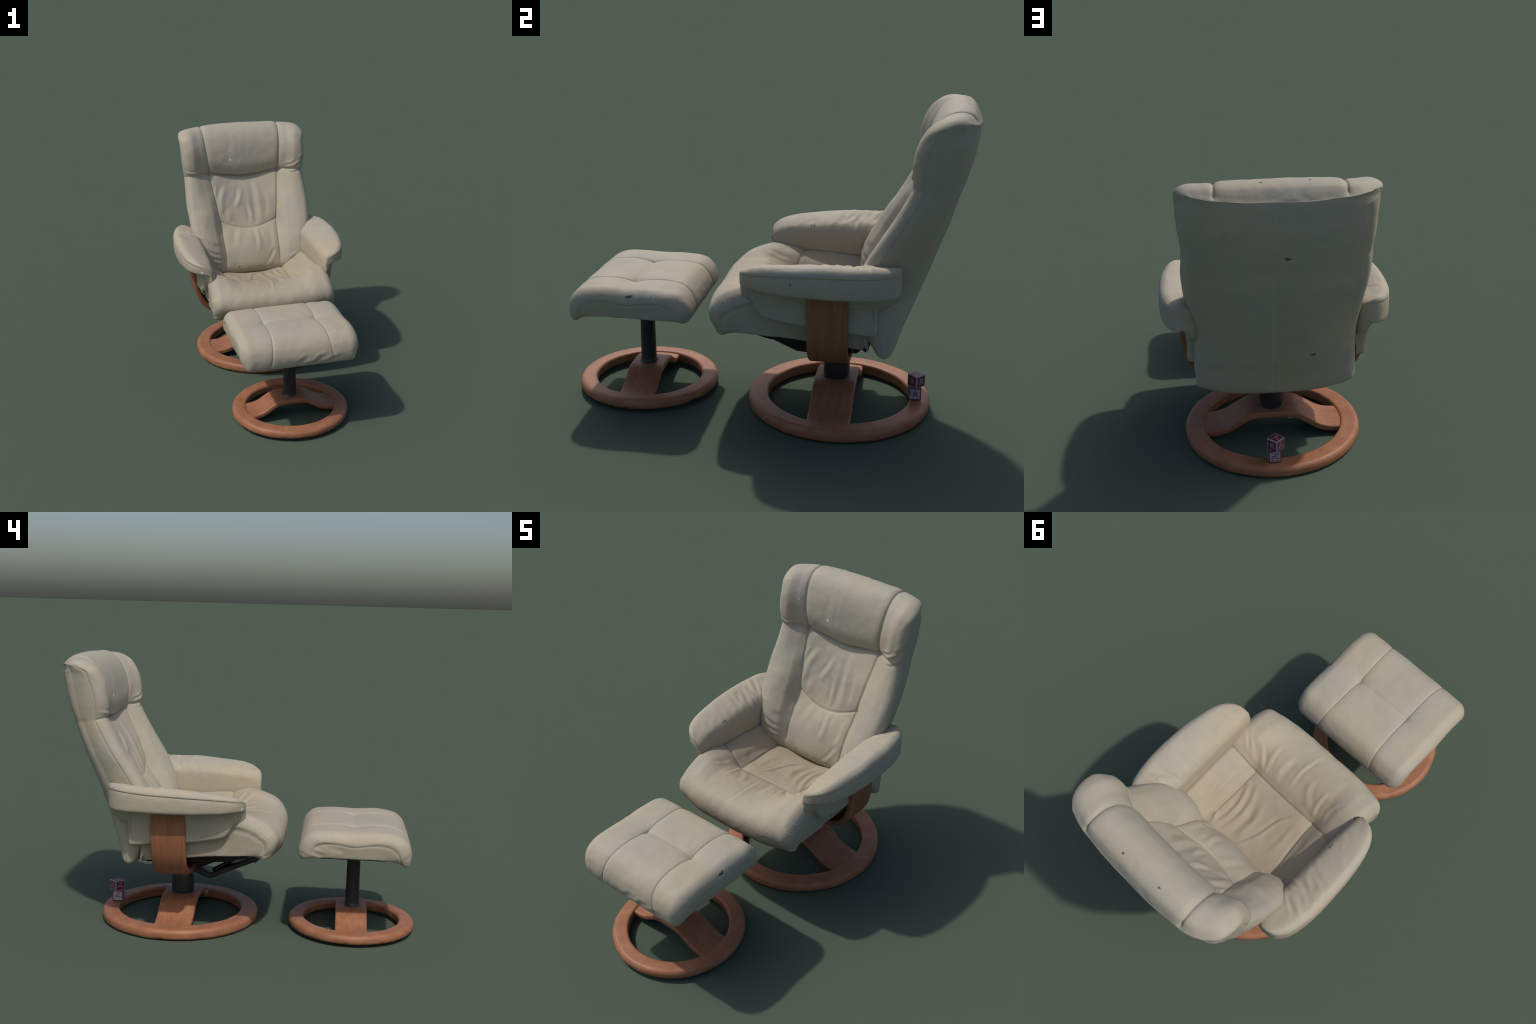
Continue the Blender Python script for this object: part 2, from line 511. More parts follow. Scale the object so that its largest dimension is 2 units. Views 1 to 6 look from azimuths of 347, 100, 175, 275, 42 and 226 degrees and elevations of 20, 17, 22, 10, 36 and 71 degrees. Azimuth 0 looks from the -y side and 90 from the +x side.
# stations bottom -> top; columns: centre, panel seam, bolster inside, bolster peak, edge; each (y, z)
back_rows = [
    #  centre         seam           inside         peak           edge         half widths: seam, inside, peak, edge
    ((.626, .359), (.625, .369), (.622, .383), (.619, .396), (.616, .410), (.195, .27, .34, .380)),
    ((.578, .384), (.578, .394), (.577, .406), (.576, .416), (.578, .428), (.195, .27, .34, .390)),
    ((.508, .500), (.510, .503), (.512, .508), (.520, .512), (.526, .514), (.195, .265, .34, .395)),
    ((.460, .595), (.474, .588), (.456, .595), (.450, .600), (.464, .600), (.195, .262, .34, .395)),
    ((.490, .690), (.503, .690), (.464, .690), (.448, .690), (.461, .690), (.197, .262, .34, .397)),
    ((.540, .775), (.555, .780), (.498, .780), (.472, .780), (.484, .780), (.199, .264, .345, .409)),
    ((.615, .860), (.616, .862), (.543, .860), (.512, .860), (.522, .860), (.203, .268, .355, .429)),
    ((.664, .950), (.648, .950), (.592, .950), (.565, .950), (.574, .950), (.212, .272, .36, .440)),
    ((.702, 1.03), (.680, 1.03), (.638, 1.03), (.617, 1.03), (.623, 1.03), (.224, .28, .365, .442)),
    ((.748, 1.11), (.722, 1.11), (.692, 1.11), (.664, 1.11), (.670, 1.11), (.236, .29, .368, .437)),
    ((.787, 1.165), (.758, 1.185), (.732, 1.185), (.702, 1.185), (.708, 1.185), (.246, .295, .37, .434)),
    ((.800, 1.187), (.777, 1.215), (.752, 1.222), (.715, 1.220), (.720, 1.220), (.250, .30, .37, .432)),
    ((.775, 1.202), (.764, 1.240), (.746, 1.250), (.710, 1.250), (.716, 1.250), (.253, .30, .372, .436)),
    ((.757, 1.265), (.753, 1.295), (.742, 1.305), (.709, 1.310), (.715, 1.310), (.258, .305, .375, .446)),
    ((.759, 1.340), (.757, 1.360), (.745, 1.365), (.716, 1.370), (.724, 1.368), (.264, .31, .378, .450)),
    ((.775, 1.420), (.775, 1.425), (.762, 1.425), (.733, 1.424), (.746, 1.420), (.270, .315, .38, .451)),
    ((.806, 1.490), (.808, 1.487), (.798, 1.482), (.768, 1.481), (.784, 1.470), (.276, .32, .385, .452)),
    ((.852, 1.535), (.853, 1.529), (.844, 1.524), (.826, 1.519), (.842, 1.500), (.280, .325, .392, .451)),
    ((.910, 1.552), (.906, 1.543), (.898, 1.536), (.886, 1.531), (.890, 1.516), (.283, .325, .390, .444)),
    ((.965, 1.533), (.954, 1.530), (.944, 1.527), (.932, 1.523), (.920, 1.516), (.285, .322, .376, .424)),
    ((.998, 1.477), (.984, 1.486), (.979, 1.489), (.970, 1.494), (.956, 1.499), (.285, .318, .355, .396)),
]
A = np.array([r[:5] for r in back_rows], float)
XK = np.array([[0, *r[5]] for r in back_rows], float)
rear_c = np.array([(.626, .359), (.656, .390), (.700, .512), (.734, .595), (.770, .690), (.803, .775), (.834, .860),
                   (.866, .950), (.893, 1.03), (.915, 1.11), (.933, 1.165), (.940, 1.187), (.947, 1.21), (.963, 1.265),
                   (.980, 1.330), (.988, 1.385), (.993, 1.417), (.996, 1.438), (.998, 1.455), (.9985, 1.467), (.998, 1.477)])
rear_w = np.array([.376, .384, .388, .389, .388, .392, .402, .411, .418, .419, .416, .415, .418, .423, .427, .430, .430, .430, .429, .420, .396])
rear_bulge = np.array([.010, .016, .044, .062, .080, .090, .092, .087, .080, .072, .067, .066, .065, .064, .063, .062, .062, .062, .062, .058, .045])
rear_lift = np.array([.050, .046, .018, .004] + [0] * 8 + [.002, .005, .010, .015, .019, .022, .025, .027, .028])
RD = np.column_stack([rear_c, rear_w, rear_bulge, rear_lift])


def rear(t, x):
    r = catmull_at(RD, t)
    q = (np.abs(x) / r[2])**2.9
    return r[0] - r[3] * q, r[1] + r[4] * q, r[2]


def catmull_at(P, t):
    K = len(P); i = int(min(max(t, 0), K - 1.000001)); f = t - i
    g = lambda k: P[min(max(k, 0), K - 1)]
    p0, p1, p2, p3 = g(i - 1), g(i), g(i + 1), g(i + 2)
    return .5 * (2 * p1 + (p2 - p0) * f + (2 * p0 - 5 * p1 + 4 * p2 - p3) * f * f + (3 * p1 - p0 - 3 * p2 + p3) * f**3)


V, F, kind, tt = rung_loft(A, XK, rear, 340, 230, 26, 80, lambda t: .046 - .024 * float(sstep(14.8, 16.2, t)), .036, .006)
x, y, z = V.T
front = (kind == 0)
H = np.zeros(len(V))
sx = np.interp(tt, np.arange(len(XK)), XK[:, 1])
bend = 11.0
up = sstep(10.6, 11.2, tt)
low = 1 - sstep(10.7, 11.1, tt)
# the long seams either side of the centre panels and of the headrest cushion
ds = np.abs(np.abs(x) - sx)
fr = front * sstep(3.0, 3.6, tt)
H += fr * low * (-.007 * np.exp(-(ds / .006)**2) - .003 * np.exp(-(ds / .02)**2))
topf = front * up * sstep(20.0, 19.4, tt) 
H += topf * (-.008 * np.exp(-(ds / .006)**2) - .006 * np.exp(-(ds / .020)**2))
# cross seam of the centre panels
zc = .842 + .048 * (x / .2)**2
inpanel = sstep(.004, -.004, np.abs(x) - sx)
H += front * inpanel * sstep(13, 10, tt) * (-.006 * np.exp(-((z - zc) / .0055)**2) - .004 * np.exp(-((z - zc) / .03)**2))
# crease under the headrest
dk = (tt - 11.0)
H += front * (-.0045 * np.exp(-(dk / .22)**2)) * (1 - .35 * sstep(.26, .34, np.abs(x)))
# piping line between the face leather and the flat side panels
edge_d = np.where(kind == 1, 1, 0)
nvr = len(V) // 340
col = np.tile(np.arange(nvr), 340)
nface = 230 + 28
ps = np.minimum(np.abs(col - (nface + 1.2)), np.abs(col - (nvr - 2.2)))
H += -.0025 * np.exp(-(ps / 1.0)**2) * sstep(2.5, 4, tt) * sstep(19.0, 17.8, tt)
# centre seam of the rear cover and its border
rearm = (kind == 2)
H += rearm * (-.003 * np.exp(-((x - .012) / .005)**2))
H += rearm * (-.0025 * np.exp(-((np.abs(x) - .383) / .005)**2)) * sstep(7, 9, tt)
# sagging wrinkles of the centre panels (x, z as seen from the front)
P, Q = x + X0, z
wr = np.zeros(len(V))
for pts, w, h in [
    ([(-.195, 1.125), (-.215, 1.07), (-.222, 1.01)], .013, .005), ([(-.132, 1.125), (-.172, 1.04), (-.180, .95)], .021, .011),
    ([(-.018, 1.105), (-.035, 1.045), (-.072, .975)], .017, .009), ([(.014, 1.02), (.033, .96), (.036, .865)], .015, .009),
    ([(.084, 1.15), (.100, 1.05), (.108, .87)], .023, .013), ([(.170, 1.06), (.175, .98), (.168, .91)], .015, .004),
    ([(-.115, .985), (-.125, .93), (-.120, .885)], .022, .006), ([(-.06, 1.15), (-.075, 1.11)], .02, .003),
    ([(-.055, .835), (-.085, .78), (-.10, .72)], .021, .005), ([(.055, .845), (.066, .78), (.06, .70)], .017, .008),
    ([(.10, .83), (.11, .78)], .015, .004), ([(.175, .83), (.178, .76), (.165, .69)], .016, .005),
    ([(.19, .70), (.14, .62), (.10, .58)], .012, .006), ([(-.12, .60), (-.05, .57), (.06, .57)], .014, .003),
]:
    wr += fold(P, Q, pts, w, h)
H += .62 * wr * front * inpanel * sstep(11, 10.4, tt)
wr = np.zeros(len(V))
for pts, w, h in [
    ([(-.32, .84), (-.28, .79), (-.235, .77)], .011, .004), ([(-.34, .77), (-.28, .73), (-.23, .71)], .012, .006),
    ([(-.33, .72), (-.27, .69), (-.22, .67)], .011, .005), ([(-.30, .67), (-.26, .65), (-.22, .64)], .010, .005),
    ([(.25, .62), (.30, .66), (.36, .68)], .012, .004), ([(-.42, .86), (-.38, .83), (-.34, .82)], .012, .003),
    ([(.30, 1.235), (.36, 1.25), (.43, 1.29)], .010, .007), ([(.29, 1.255), (.35, 1.275), (.38, 1.30)], .009, .004),
    ([(.34, 1.21), (.39, 1.22), (.44, 1.25)], .008, .005), ([(-.31, 1.235), (-.37, 1.24), (-.43, 1.255)], .009, .004),
    ([(.40, 1.30), (.43, 1.32), (.45, 1.35)], .012, .003),
]:
    wr += fold(P, Q, pts, w, h)
H += .7 * wr * front * (1 - inpanel)
# headrest: long soft vertical ripples
wr = fold(P, Q, [(-.04, 1.52), (-.05, 1.40), (-.055, 1.30), (-.04, 1.22)], .026, .0022) + fold(P, Q, [(.0, 1.50), (-.005, 1.38), (-.02, 1.25)], .018, .0010)
H += wr * front * inpanel * sstep(11.2, 11.8, tt)
H += vnoise(V, 7.5, 3, 2) * .0028 * np.where(kind == 2, .6, 1) + vnoise(V, 22, 5, 2) * .0008
H *= sstep(0, .5, tt) * sstep(20, 19.7, tt)
N = vert_normals(V, F)
V = V + N * H[:, None]
V[:, 0] -= .015 * sstep(.25, .40, V[:, 0]) * sstep(15, 17.5, tt) * sstep(.82, .92, V[:, 1])
V[:, 1] += -.024 * V[:, 0] * sstep(.68, 1.1, V[:, 2])
V[:, 0] += X0
V[:, 0] -= .012 * sstep(.28, .39, V[:, 0]) * np.exp(-((V[:, 2] - .72) / .13)**2) * sstep(.60, .70, V[:, 1])
V[:, 1] -= .012 * sstep(-.30, -.42, V[:, 0]) * sstep(16, 18, tt)
G = V.reshape(340, nvr, 3)
mk = (sstep(.33, .39, np.abs(V[:, 0] - X0)) * sstep(17.0, 18.3, tt)).reshape(340, nvr, 1)
mk[-1] = 0
for _ in range(40):
    up_, dn_ = np.roll(G, -1, 0), np.roll(G, 1, 0)
    up_[-1] = G[-1]; dn_[0] = G[0]
    G = G + .5 * mk * ((up_ + dn_ + np.roll(G, 1, 1) + np.roll(G, -1, 1)) / 4 - G)
V = G.reshape(-1, 3)
# upper edge sits a touch higher on the right wing, as the real cushion leans
lab = np.full(len(F), 'backrest', dtype=object)
kf, tf = kind[F].max(1), tt[F].mean(1)
xf = V[F].mean(1)[:, 0] - X0; zf = V[F].mean(1)[:, 2]
kmin = kind[F].min(1)
sf = np.interp(tf, np.arange(len(XK)), XK[:, 1])
isf = kmin == 0
ctr = np.abs(xf) < sf
lab[isf & ctr & (tf >= 11)] = 'headrest'
lab[isf & ~ctr & (tf >= 11) & (xf > 0)] = 'headrest_wing/a'
lab[isf & ~ctr & (tf >= 11) & (xf < 0)] = 'headrest_wing/b'
lab[isf & ~ctr & (tf < 11) & (xf > 0)] = 'side_bolster/a'
lab[isf & ~ctr & (tf < 11) & (xf < 0)] = 'side_bolster/b'
zcf = .842 + .048 * (xf / .2)**2
lab[isf & ctr & (tf < 11) & (zf >= zcf)] = 'shoulder_panel'
lab[isf & ctr & (tf < 11) & (zf < zcf)] = 'lumbar_panel'
sd = (kmin == 1) & (kf >= 1)
lab[sd & (xf > 0)] = 'side_panel/a'
lab[sd & (xf < 0)] = 'side_panel/b'
backrest = split_regions(V, F, lab, ['backrest', 'headrest', 'headrest_wing/a', 'headrest_wing/b', 'side_bolster/a', 'side_bolster/b',
                                     'shoulder_panel', 'lumbar_panel', 'side_panel/a', 'side_panel/b'], M_back, chair)

# ---------------------------------------------------------------- seat cushion
SX0 = -.006
seat_rows = [
    # centre, x=.2, x=.30, x=.36 ... edge
    ((-.150, .474), (-.150, .474), (-.145, .476), (-.135, .480)),
    ((-.205, .472), (-.200, .473), (-.187, .475), (-.172, .480)),
    ((-.238, .512), (-.234, .515), (-.218, .522), (-.204, .522)),
    ((-.244, .560), (-.240, .566), (-.228, .573), (-.217, .573)),
    ((-.232, .600), (-.228, .609), (-.215, .618), (-.205, .618)),
    ((-.205, .630), (-.200, .640), (-.186, .652), (-.178, .652)),
    ((-.160, .648), (-.155, .661), (-.142, .682), (-.136, .682)),
    ((-.095, .659), (-.092, .674), (-.085, .704), (-.083, .704)),
    ((-.020, .656), (-.020, .673), (-.015, .716), (-.015, .720)),
    ((.060, .636), (.060, .648), (.060, .698), (.060, .714)),
    ((.124, .610), (.120, .620), (.120, .682), (.120, .702)),
    ((.220, .588), (.220, .598), (.220, .662), (.220, .690)),
    ((.320, .572), (.320, .588), (.320, .650), (.320, .684)),
    ((.420, .552), (.420, .572), (.420, .638), (.420, .676)),
    ((.500, .530), (.500, .552), (.500, .618), (.500, .660)),
    ((.540, .480), (.540, .490), (.540, .520), (.540, .540)),
    ((.535, .430), (.535, .430), (.535, .430), (.535, .430)),
]
sw = [.396, .405, .410, .413, .414, .413, .412, .411, .410, .408, .406, .405, .404, .402, .398, .390, .382]
A = np.array([[*r, (r[3][0] + .004, r[3][1] - .012 * (4 < k < 15))] for k, r in enumerate(seat_rows)], float)
XK = np.array([[0, .2, .30, .36, w] for w in sw])
bot = np.array([(-.150, .474), (-.115, .484), (-.085, .490), (-.05, .490), (-.015, .488), (.02, .485), (.055, .483), (.09, .482),
                (.13, .477), (.18, .472), (.23, .466), (.29, .459), (.35, .452), (.41, .445), (.46, .438), (.50, .433), (.535, .430)])
SD = np.column_stack([bot, np.array(sw) - np.r_[np.full(8, .014), np.full(9, .024)]])


def under(t, x):
    r = catmull_at(SD, t)
    return r[0] + 0 * x, r[1] + 0 * x, r[2]


NS = 260
V, F, kind, tt = rung_loft(A, XK, under, NS, 230, 16, 40, .062, .012)
x, y, z = V.T
top = kind == 0
P, Q = x + SX0, y
H = np.zeros(len(V))
# cross seam and the two fore-and-aft seams behind it
H += top * seam(P, Q, [(-.40, .155), (-.34, .142), (-.209, .122), (0, .118), (.193, .113), (.36, .112), (.40, .112)], .006, .008, .006, .035) * sstep(7.5, 8.5, tt)
for sg in (-1, 1):
    H += top * seam(P, Q, [(sg * .20 - .008, .118), (sg * .205 - .008, .25), (sg * .215 - .01, .40), (sg * .22 - .01, .52)], .006, .007, .005, .03) * sstep(9.3, 10.0, tt)
H += top * (-.006) * np.exp(-(((P - .195) / .04)**2 + ((Q - .115) / .04)**2))
H += top * (-.006) * np.exp(-(((P + .205) / .04)**2 + ((Q - .122) / .04)**2))
wr = np.zeros(len(V))
for pts, w, h in [
    ([(.17, .09), (.215, .03), (.265, -.02)], .014, .008), ([(.15, .09), (.165, .03), (.18, -.07)], .015, .006), ([(.22, .09), (.27, .05), (.33, 0)], .014, .006),
    ([(.075, .09), (.095, .02), (.085, -.08)], .022, .008), ([(.0, .06), (.01, -.03), (.0, -.12), (-.01, -.19)], .013, .006),
    ([(-.14, .07), (-.09, .02), (-.07, -.05)], .020, .007), ([(-.19, .10), (-.17, .03), (-.17, -.05)], .014, .007),
    ([(-.25, .09), (-.24, .02), (-.27, -.06)], .014, .004), ([(.28, .08), (.33, .03), (.37, .0)], .012, .004),
    # the well worn rear half
    ([(.14, .14), (.10, .24), (.09, .35), (.12, .45)], .018, .010), ([(.18, .16), (.14, .27), (.14, .38), (.17, .47)], .016, .010),
    ([(.05, .20), (.02, .30), (.04, .43)], .024, .011),
    ([(-.13, .14), (-.08, .22), (-.05, .34), (.01, .46)], .012, .007), ([(.25, .16), (.26, .28), (.25, .40)], .016, .008), ([(.32, .18), (.31, .30), (.29, .42)], .014, .005),
    ([(.21, .38), (.18, .44), (.19, .49)], .012, .007), ([(-.15, .16), (-.16, .28), (-.14, .40)], .017, .004), ([(-.27, .18), (-.27, .30), (-.26, .42)], .016, .004),
]:
    wr += fold(P, Q, pts, w * .82, h)
H += .62 * wr * top * sstep(4.8, 6.3, tt)
# side panel seams: gathered leather, ruffled along the front roll
nvr = len(V) // NS; col = np.tile(np.arange(nvr), NS); nface = 230 + 28
ps = np.minimum(np.abs(col - (nface + .6)), np.abs(col - (nvr - 1.6)))
H += -.005 * np.exp(-(ps / 1.0)**2) * sstep(1.6, 3, tt) * sstep(14, 12, tt)
rim = sstep(.33, .40, np.abs(x)) * (top | (kind == 1)) * sstep(.3, 1.5, tt) * sstep(9, 7, tt)
ruf = np.sin(tt * 24 + 2.5 * np.sin(tt * 5.1)) * (.5 + .5 * np.sin(tt * 3.3 + 1))
nearseam = np.exp(-((col - (nface - 5)) / 5.)**2) + np.exp(-((nvr + 5 - col) / 5.)**2) + np.exp(-((col - 4.) / 5.)**2)
H += .0013 * ruf * nearseam * sstep(.5, 1.5, tt) * sstep(9, 7, tt)
H += vnoise(V, 8, 11, 2) * .0035 * top + vnoise(V, 24, 12, 2) * .0010
H *= sstep(0, .6, tt) * sstep(16, 15, tt)
V = V + vert_normals(V, F) * H[:, None]
V[:, 0] += SX0
lab = np.full(len(F), 'seat', dtype=object)
kmin = kind[F].min(1); kf = kind[F].max(1); xf = V[F].mean(1)[:, 0]; yf = V[F].mean(1)[:, 1]
lab[(kmin == 1)] = 'side_panel/a'
lab[(kmin == 1) & (xf < 0)] = 'side_panel/b'
lab[(kmin == 2)] = 'seat_underside'
lab[(kmin == 0) & (yf > .12) & (tt[F].mean(1) > 8)] = 'seat_panel'
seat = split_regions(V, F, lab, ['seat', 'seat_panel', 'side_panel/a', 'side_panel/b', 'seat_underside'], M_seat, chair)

# ---------------------------------------------------------------- armrests
arm_y = np.array([-.050, -.046, -.034, -.010, .03, .10, .22, .34, .46, .55, .62, .665, .683, .688])
arm_out = np.array([.396, .424, .456, .488, .516, .540, .560, .567, .566, .555, .535, .505, .475, .445])
arm_in = np.array([.386, .376, .371, .369, .368, .366, .363, .361, .361, .363, .368, .380, .398, .425])
arm_pipe = np.array([.784, .798, .808, .815, .822, .829, .836, .842, .847, .853, .858, .861, .861, .861])
arm_crest = np.array([.002, .006, .012, .020, .028, .034, .038, .040, .039, .037, .034, .030, .022, .008])
arm_tilt = np.array([.075, .07, .055, .038, .018, .005, 0, 0, 0, 0, 0, 0, 0, 0])
arm_bot = np.array([.745, .748, .752, .752, .748, .743, .739, .737, .737, .737, .738, .742, .75, .756])
arm_low = np.array([.700, .69, .678, .665, .655, .65, .645, .64, .64, .64, .66, .69, .72, .74])
SKEW = -.022          # frame and arms stand turned a little against the back


def arm(side):
    n = 150
    AD, t = catmull(np.column_stack([arm_y, arm_out, arm_in, arm_pipe, arm_crest, arm_bot, arm_low, arm_tilt]), n)
    S = []; 
    for yy, xo, xi, zp, c, zb, zl, tl in AD:
        zp = zp - (.012 * float(sstep(.35, .65, yy)) if side > 0 else .005)
        c = c - (0 if side > 0 else .007 * min(c / .03, 1) * float(.6 + .4 * sstep(.35, .0, yy))); tl = tl * (.25 if side > 0 else .7)
        xo = xo + .008 * (side < 0) * float(sstep(.3, .0, yy)); w = xo - xi
        sh = .010 * (side > 0)          # the two pads are not stuffed quite alike
        xi = xi - .008 * (side > 0) * float(sstep(-.04, .03, yy)); w = xo - xi
        g = lambda u: zp - tl * (1 - u)**1.3
        loop = [(.12, zl), (.04, zl + .015), (.0, zl + .05), (.006, .5 * (zl + .05) + .5 * (g(.05) - .05)), (.028, g(.03) - .052 + sh), (.080, g(.08) - .029 + sh), (.17, g(.17) - .010 + .05 * c + sh), (.32, g(.3) + .2 * c + .85 * sh),
                (.50, g(.5) + .58 * c + .5 * sh), (.69, g(.7) + .90 * c + .15 * sh), (.83, g(.83) + .98 * c), (.93, g(.93) + .72 * c), (.985, zp + .30 * c + .002), (1.004, zp + .001), (.988, zp - .006),
                (1.0, zp - .016), (1.01, zp * .6 + zb * .4), (1.005, zb + .022), (.975, zb + .006), (.90, zb), (.60, zb - .004), (.38, zl + .01)]
        L = np.array(loop)
        # keep the lip crisp: denser knots were given there, resample closed
        Lc = np.vstack([L, L[:1]])
        ext = np.vstack([Lc[-2:-1], Lc, Lc[1:2]])
        D = catmull(ext, 6 * (len(ext) - 1) + 1)[0][6:-6]
        D = D[:-1]
        S.append(np.column_stack([xi + D[:, 0] * w, np.full(len(D), yy), D[:, 1]]))
    S = np.array(S); m = S.shape[1]
    V = S.reshape(-1, 3)
    F = grid_faces(n, m)
    u = np.tile(np.arange(m) / m * 22, n)
    yy = V[:, 1]
    P, Q = u, yy
    H = np.zeros(len(V))
    topm = sstep(3.0, 4.5, u) * sstep(11.6, 10.6, u)
    r2 = np.random.default_rng(21 if side > 0 else 22)
    X = V[:, 0]
    for k in range(26):
        yc = .56 - abs(r2.normal(0, .10)) if k < 14 else r2.uniform(.05, .55)
        xc = r2.uniform(.40, .49); ln = r2.uniform(.04, .09); sl = r2.normal(.25, .25)
        amp = .0045 if k < 14 else .0022
        H += topm * fold(X, yy, [(xc - ln, yc - sl * ln), (xc, yc + .005), (xc + ln, yc + sl * ln)], r2.uniform(.008, .014), amp * r2.uniform(.5, 1.2))
    H += vnoise(V * np.array([side, 1, 1]), 9, 31, 2) * .0028 * (.4 + .6 * topm)
    H += vnoise(V * np.array([side, 1, 1]), 30, 33, 2) * .0007
    endf = sstep(0, .05, (yy + .05) / .73) * sstep(1, .96, (yy + .05) / .738)
    N = vert_normals(V, F)
    c = V.mean(0)
    if np.mean(np.einsum('ij,ij->i', N, V - c)) < 0:
        F = F[:, ::-1]; N = -N
    V = V + N * (H * endf)[:, None]
    S2 = V.reshape(n, m, 3)
    V, F = loft_sections(S2)
    V = V * np.array([side, 1, 1]); V[:, 1] += SKEW * V[:, 0]
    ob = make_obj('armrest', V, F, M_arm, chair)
    fix_normals(ob)
    # hanging apron under the pad
    prof = catmull(np.array([(-.012, .775), (-.004, .73), (.010, .68), (.030, .63), (.058, .597), (.10, .583), (.20, .566), (.32, .551), (.45, .538),
                             (.560, .528), (.582, .534), (.588, .56), (.588, .65), (.588, .775)]), 90)[0]
    lower = prof; 
    cap = np.array([.3, .70])
    xs = [.392, .424, .434, .441, .444]
    ins = [0, 0, .003, .009, .018]
    T = np.gradient(prof, axis=0); Nn = np.column_stack([-T[:, 1], T[:, 0]]); Nn /= np.linalg.norm(Nn, axis=1, keepdims=True)
    secs = []
    for xx, i_ in zip(xs, ins):
        q = prof + Nn * i_
        secs.append(np.column_stack([np.full(len(q), xx) + .004 * np.sin(q[:, 0] * 9), q]))
    S = np.array(secs)
    nr, mm = S.shape[:2]
    V = S.reshape(-1, 3); F = [tuple(f) for f in grid_faces(nr, mm, wrap_v=False)]
    # closing outer face: towards the top line in strips
    inner = []
    for f_ in (.25, .5, .75, 1.0):
        q = S[-1].copy(); q[:, 2] = q[:, 2] * (1 - f_) + .775 * f_
        q[:, 0] += -.004 * np.sin(np.pi * f_) 
        inner.append(q)
    base = len(V); V = np.vstack([V] + inner)
    allr = [np.arange((nr - 1) * mm, nr * mm)] + [np.arange(base + k * mm, base + (k + 1) * mm) for k in range(4)]
    for a, b in zip(allr[:-1], allr[1:]):
        F += [(a[j], a[j + 1], b[j + 1], b[j]) for j in range(mm - 1)]
    V[:, 0] += (.008 if side > 0 else .030) * sstep(.60, .735, V[:, 2]) * (V[:, 0] > .41) * sstep(.02, .12, V[:, 1])
    V = V + vnoise(V, 9, 40 + side, 2)[:, None] * np.array([.004, 0, 0])
    V = V * np.array([side, 1, 1]); V[:, 1] += SKEW * V[:, 0]
    ap = make_obj('arm_apron', V, F, M_apron, ob); fix_normals(ap)
    # outward normals
    me = ap.data
    k = np.argmax([abs(p.center.x) for p in me.polygons])
    if me.polygons[k].normal.x * side < 0:
        me.flip_normals()
    return ob


arm(1); arm(-1)

# ---------------------------------------------------------------- wooden strap, column, base
def strip(name, path, width_y, thick, y0, mat, parent, n=140, bevel=.008, axis='x'):
    """Bent board: path of (x, z) outer-face centre line, width along y, rounded long edges."""
    Pp = catmull(np.asarray(path, float), n)[0]
    T = np.gradient(Pp, axis=0); T /= np.linalg.norm(T, axis=1, keepdims=True)
    Nn = np.column_stack([T[:, 1], -T[:, 0]])
    pr = rounded_rect(-width_y / 2, width_y / 2, -thick / 2, thick / 2, [bevel] * 4, 6, .02)
    S = np.stack([np.column_stack([p[0] + pr[:, 1] * nn[0], y0 + pr[:, 0], p[1] + pr[:, 1] * nn[1]]) for p, nn in zip(Pp, Nn)])
    V, F = loft_sections(S)
    V[:, 1] += SKEW * V[:, 0] * (parent is chair)
    ob = make_obj(name, V, F, mat, parent); fix_normals(ob); sharp_angle(ob, 50)
    return ob


half = [(.458, .745), (.458, .69), (.457, .63), (.452, .57), (.440, .51), (.420, .457), (.390, .411), (.350, .379), (.30, .360), (.25, .352), (.17, .346), (.08, .345)]
path = half + [(0, .345)] + [(-a, b) for a, b in half[::-1]]
strip('strap_frame', path, .190, .036, .362, M_strap, chair, 220, .012)


def chips_on(V, F, seed, amp=.0035):
    N = vert_normals(V, F)
    nz = vnoise(V, 26, seed, 3)
    low = sstep(.02, .0, V[:, 2] - V[:, 2].min())
    h = -amp * sstep(.35, .65, nz) * low * 1.6 + vnoise(V, 11, seed + 1, 2) * .0016
    V = V + N * h[:, None]
    V[:, 2] = np.maximum(V[:, 2], 0)
    return V


ring = rounded_rect(.361, .460, 0, .060, (.020, .026, .014, .012), 7, .010)
lathe('base_ring', ring, (.013, .377), M_ring, chair, 256, lambda v, f: chips_on(v, f, 50))


def crossbar(parent, cx, cy, reach, ztop, zend, width, thick, mat):
    hx = np.array([0, .05, .09, .13, .18, .23, .28, .33, .375]) * reach / .375
    zz = np.array([1, 1, .97, .86, .56, .24, .06, 0, 0]) * (ztop - zend) + zend - thick / 2
    pts = [(cx - a, b) for a, b in zip(hx[::-1], zz[::-1])] + [(cx + a, b) for a, b in zip(hx[1:], zz[1:])]
    return strip('crossbar', pts, width, thick, cy, mat, parent, 160, .011)


crossbar(chair, .013, .364, .378, .152, .052, .211, .036, M_bar)


def column(name, c, rings, mat, parent, seg=64):
    pr = np.array(rings, float)
    th = np.linspace(0, 2 * np.pi, seg, endpoint=False)
    S = np.stack([np.column_stack([c[0] + r * np.cos(th), c[1] + r * np.sin(th), np.full(seg, zz)]) for r, zz in pr])
    V, F = loft_sections(S)
    ob = make_obj(name, V, F, mat, parent); fix_normals(ob); sharp_angle(ob, 40)
    return ob


column('swivel_column', (.013, .363), [(.070, .150), (.070, .156), (.066, .160), (.066, .245), (.063, .262), (.060, .268), (.060, .345)], M_black, chair)
column('swivel_plate', (.013, .363), [(.10, .357), (.10, .372), (.085, .378), (.085, .41)], M_black, chair)

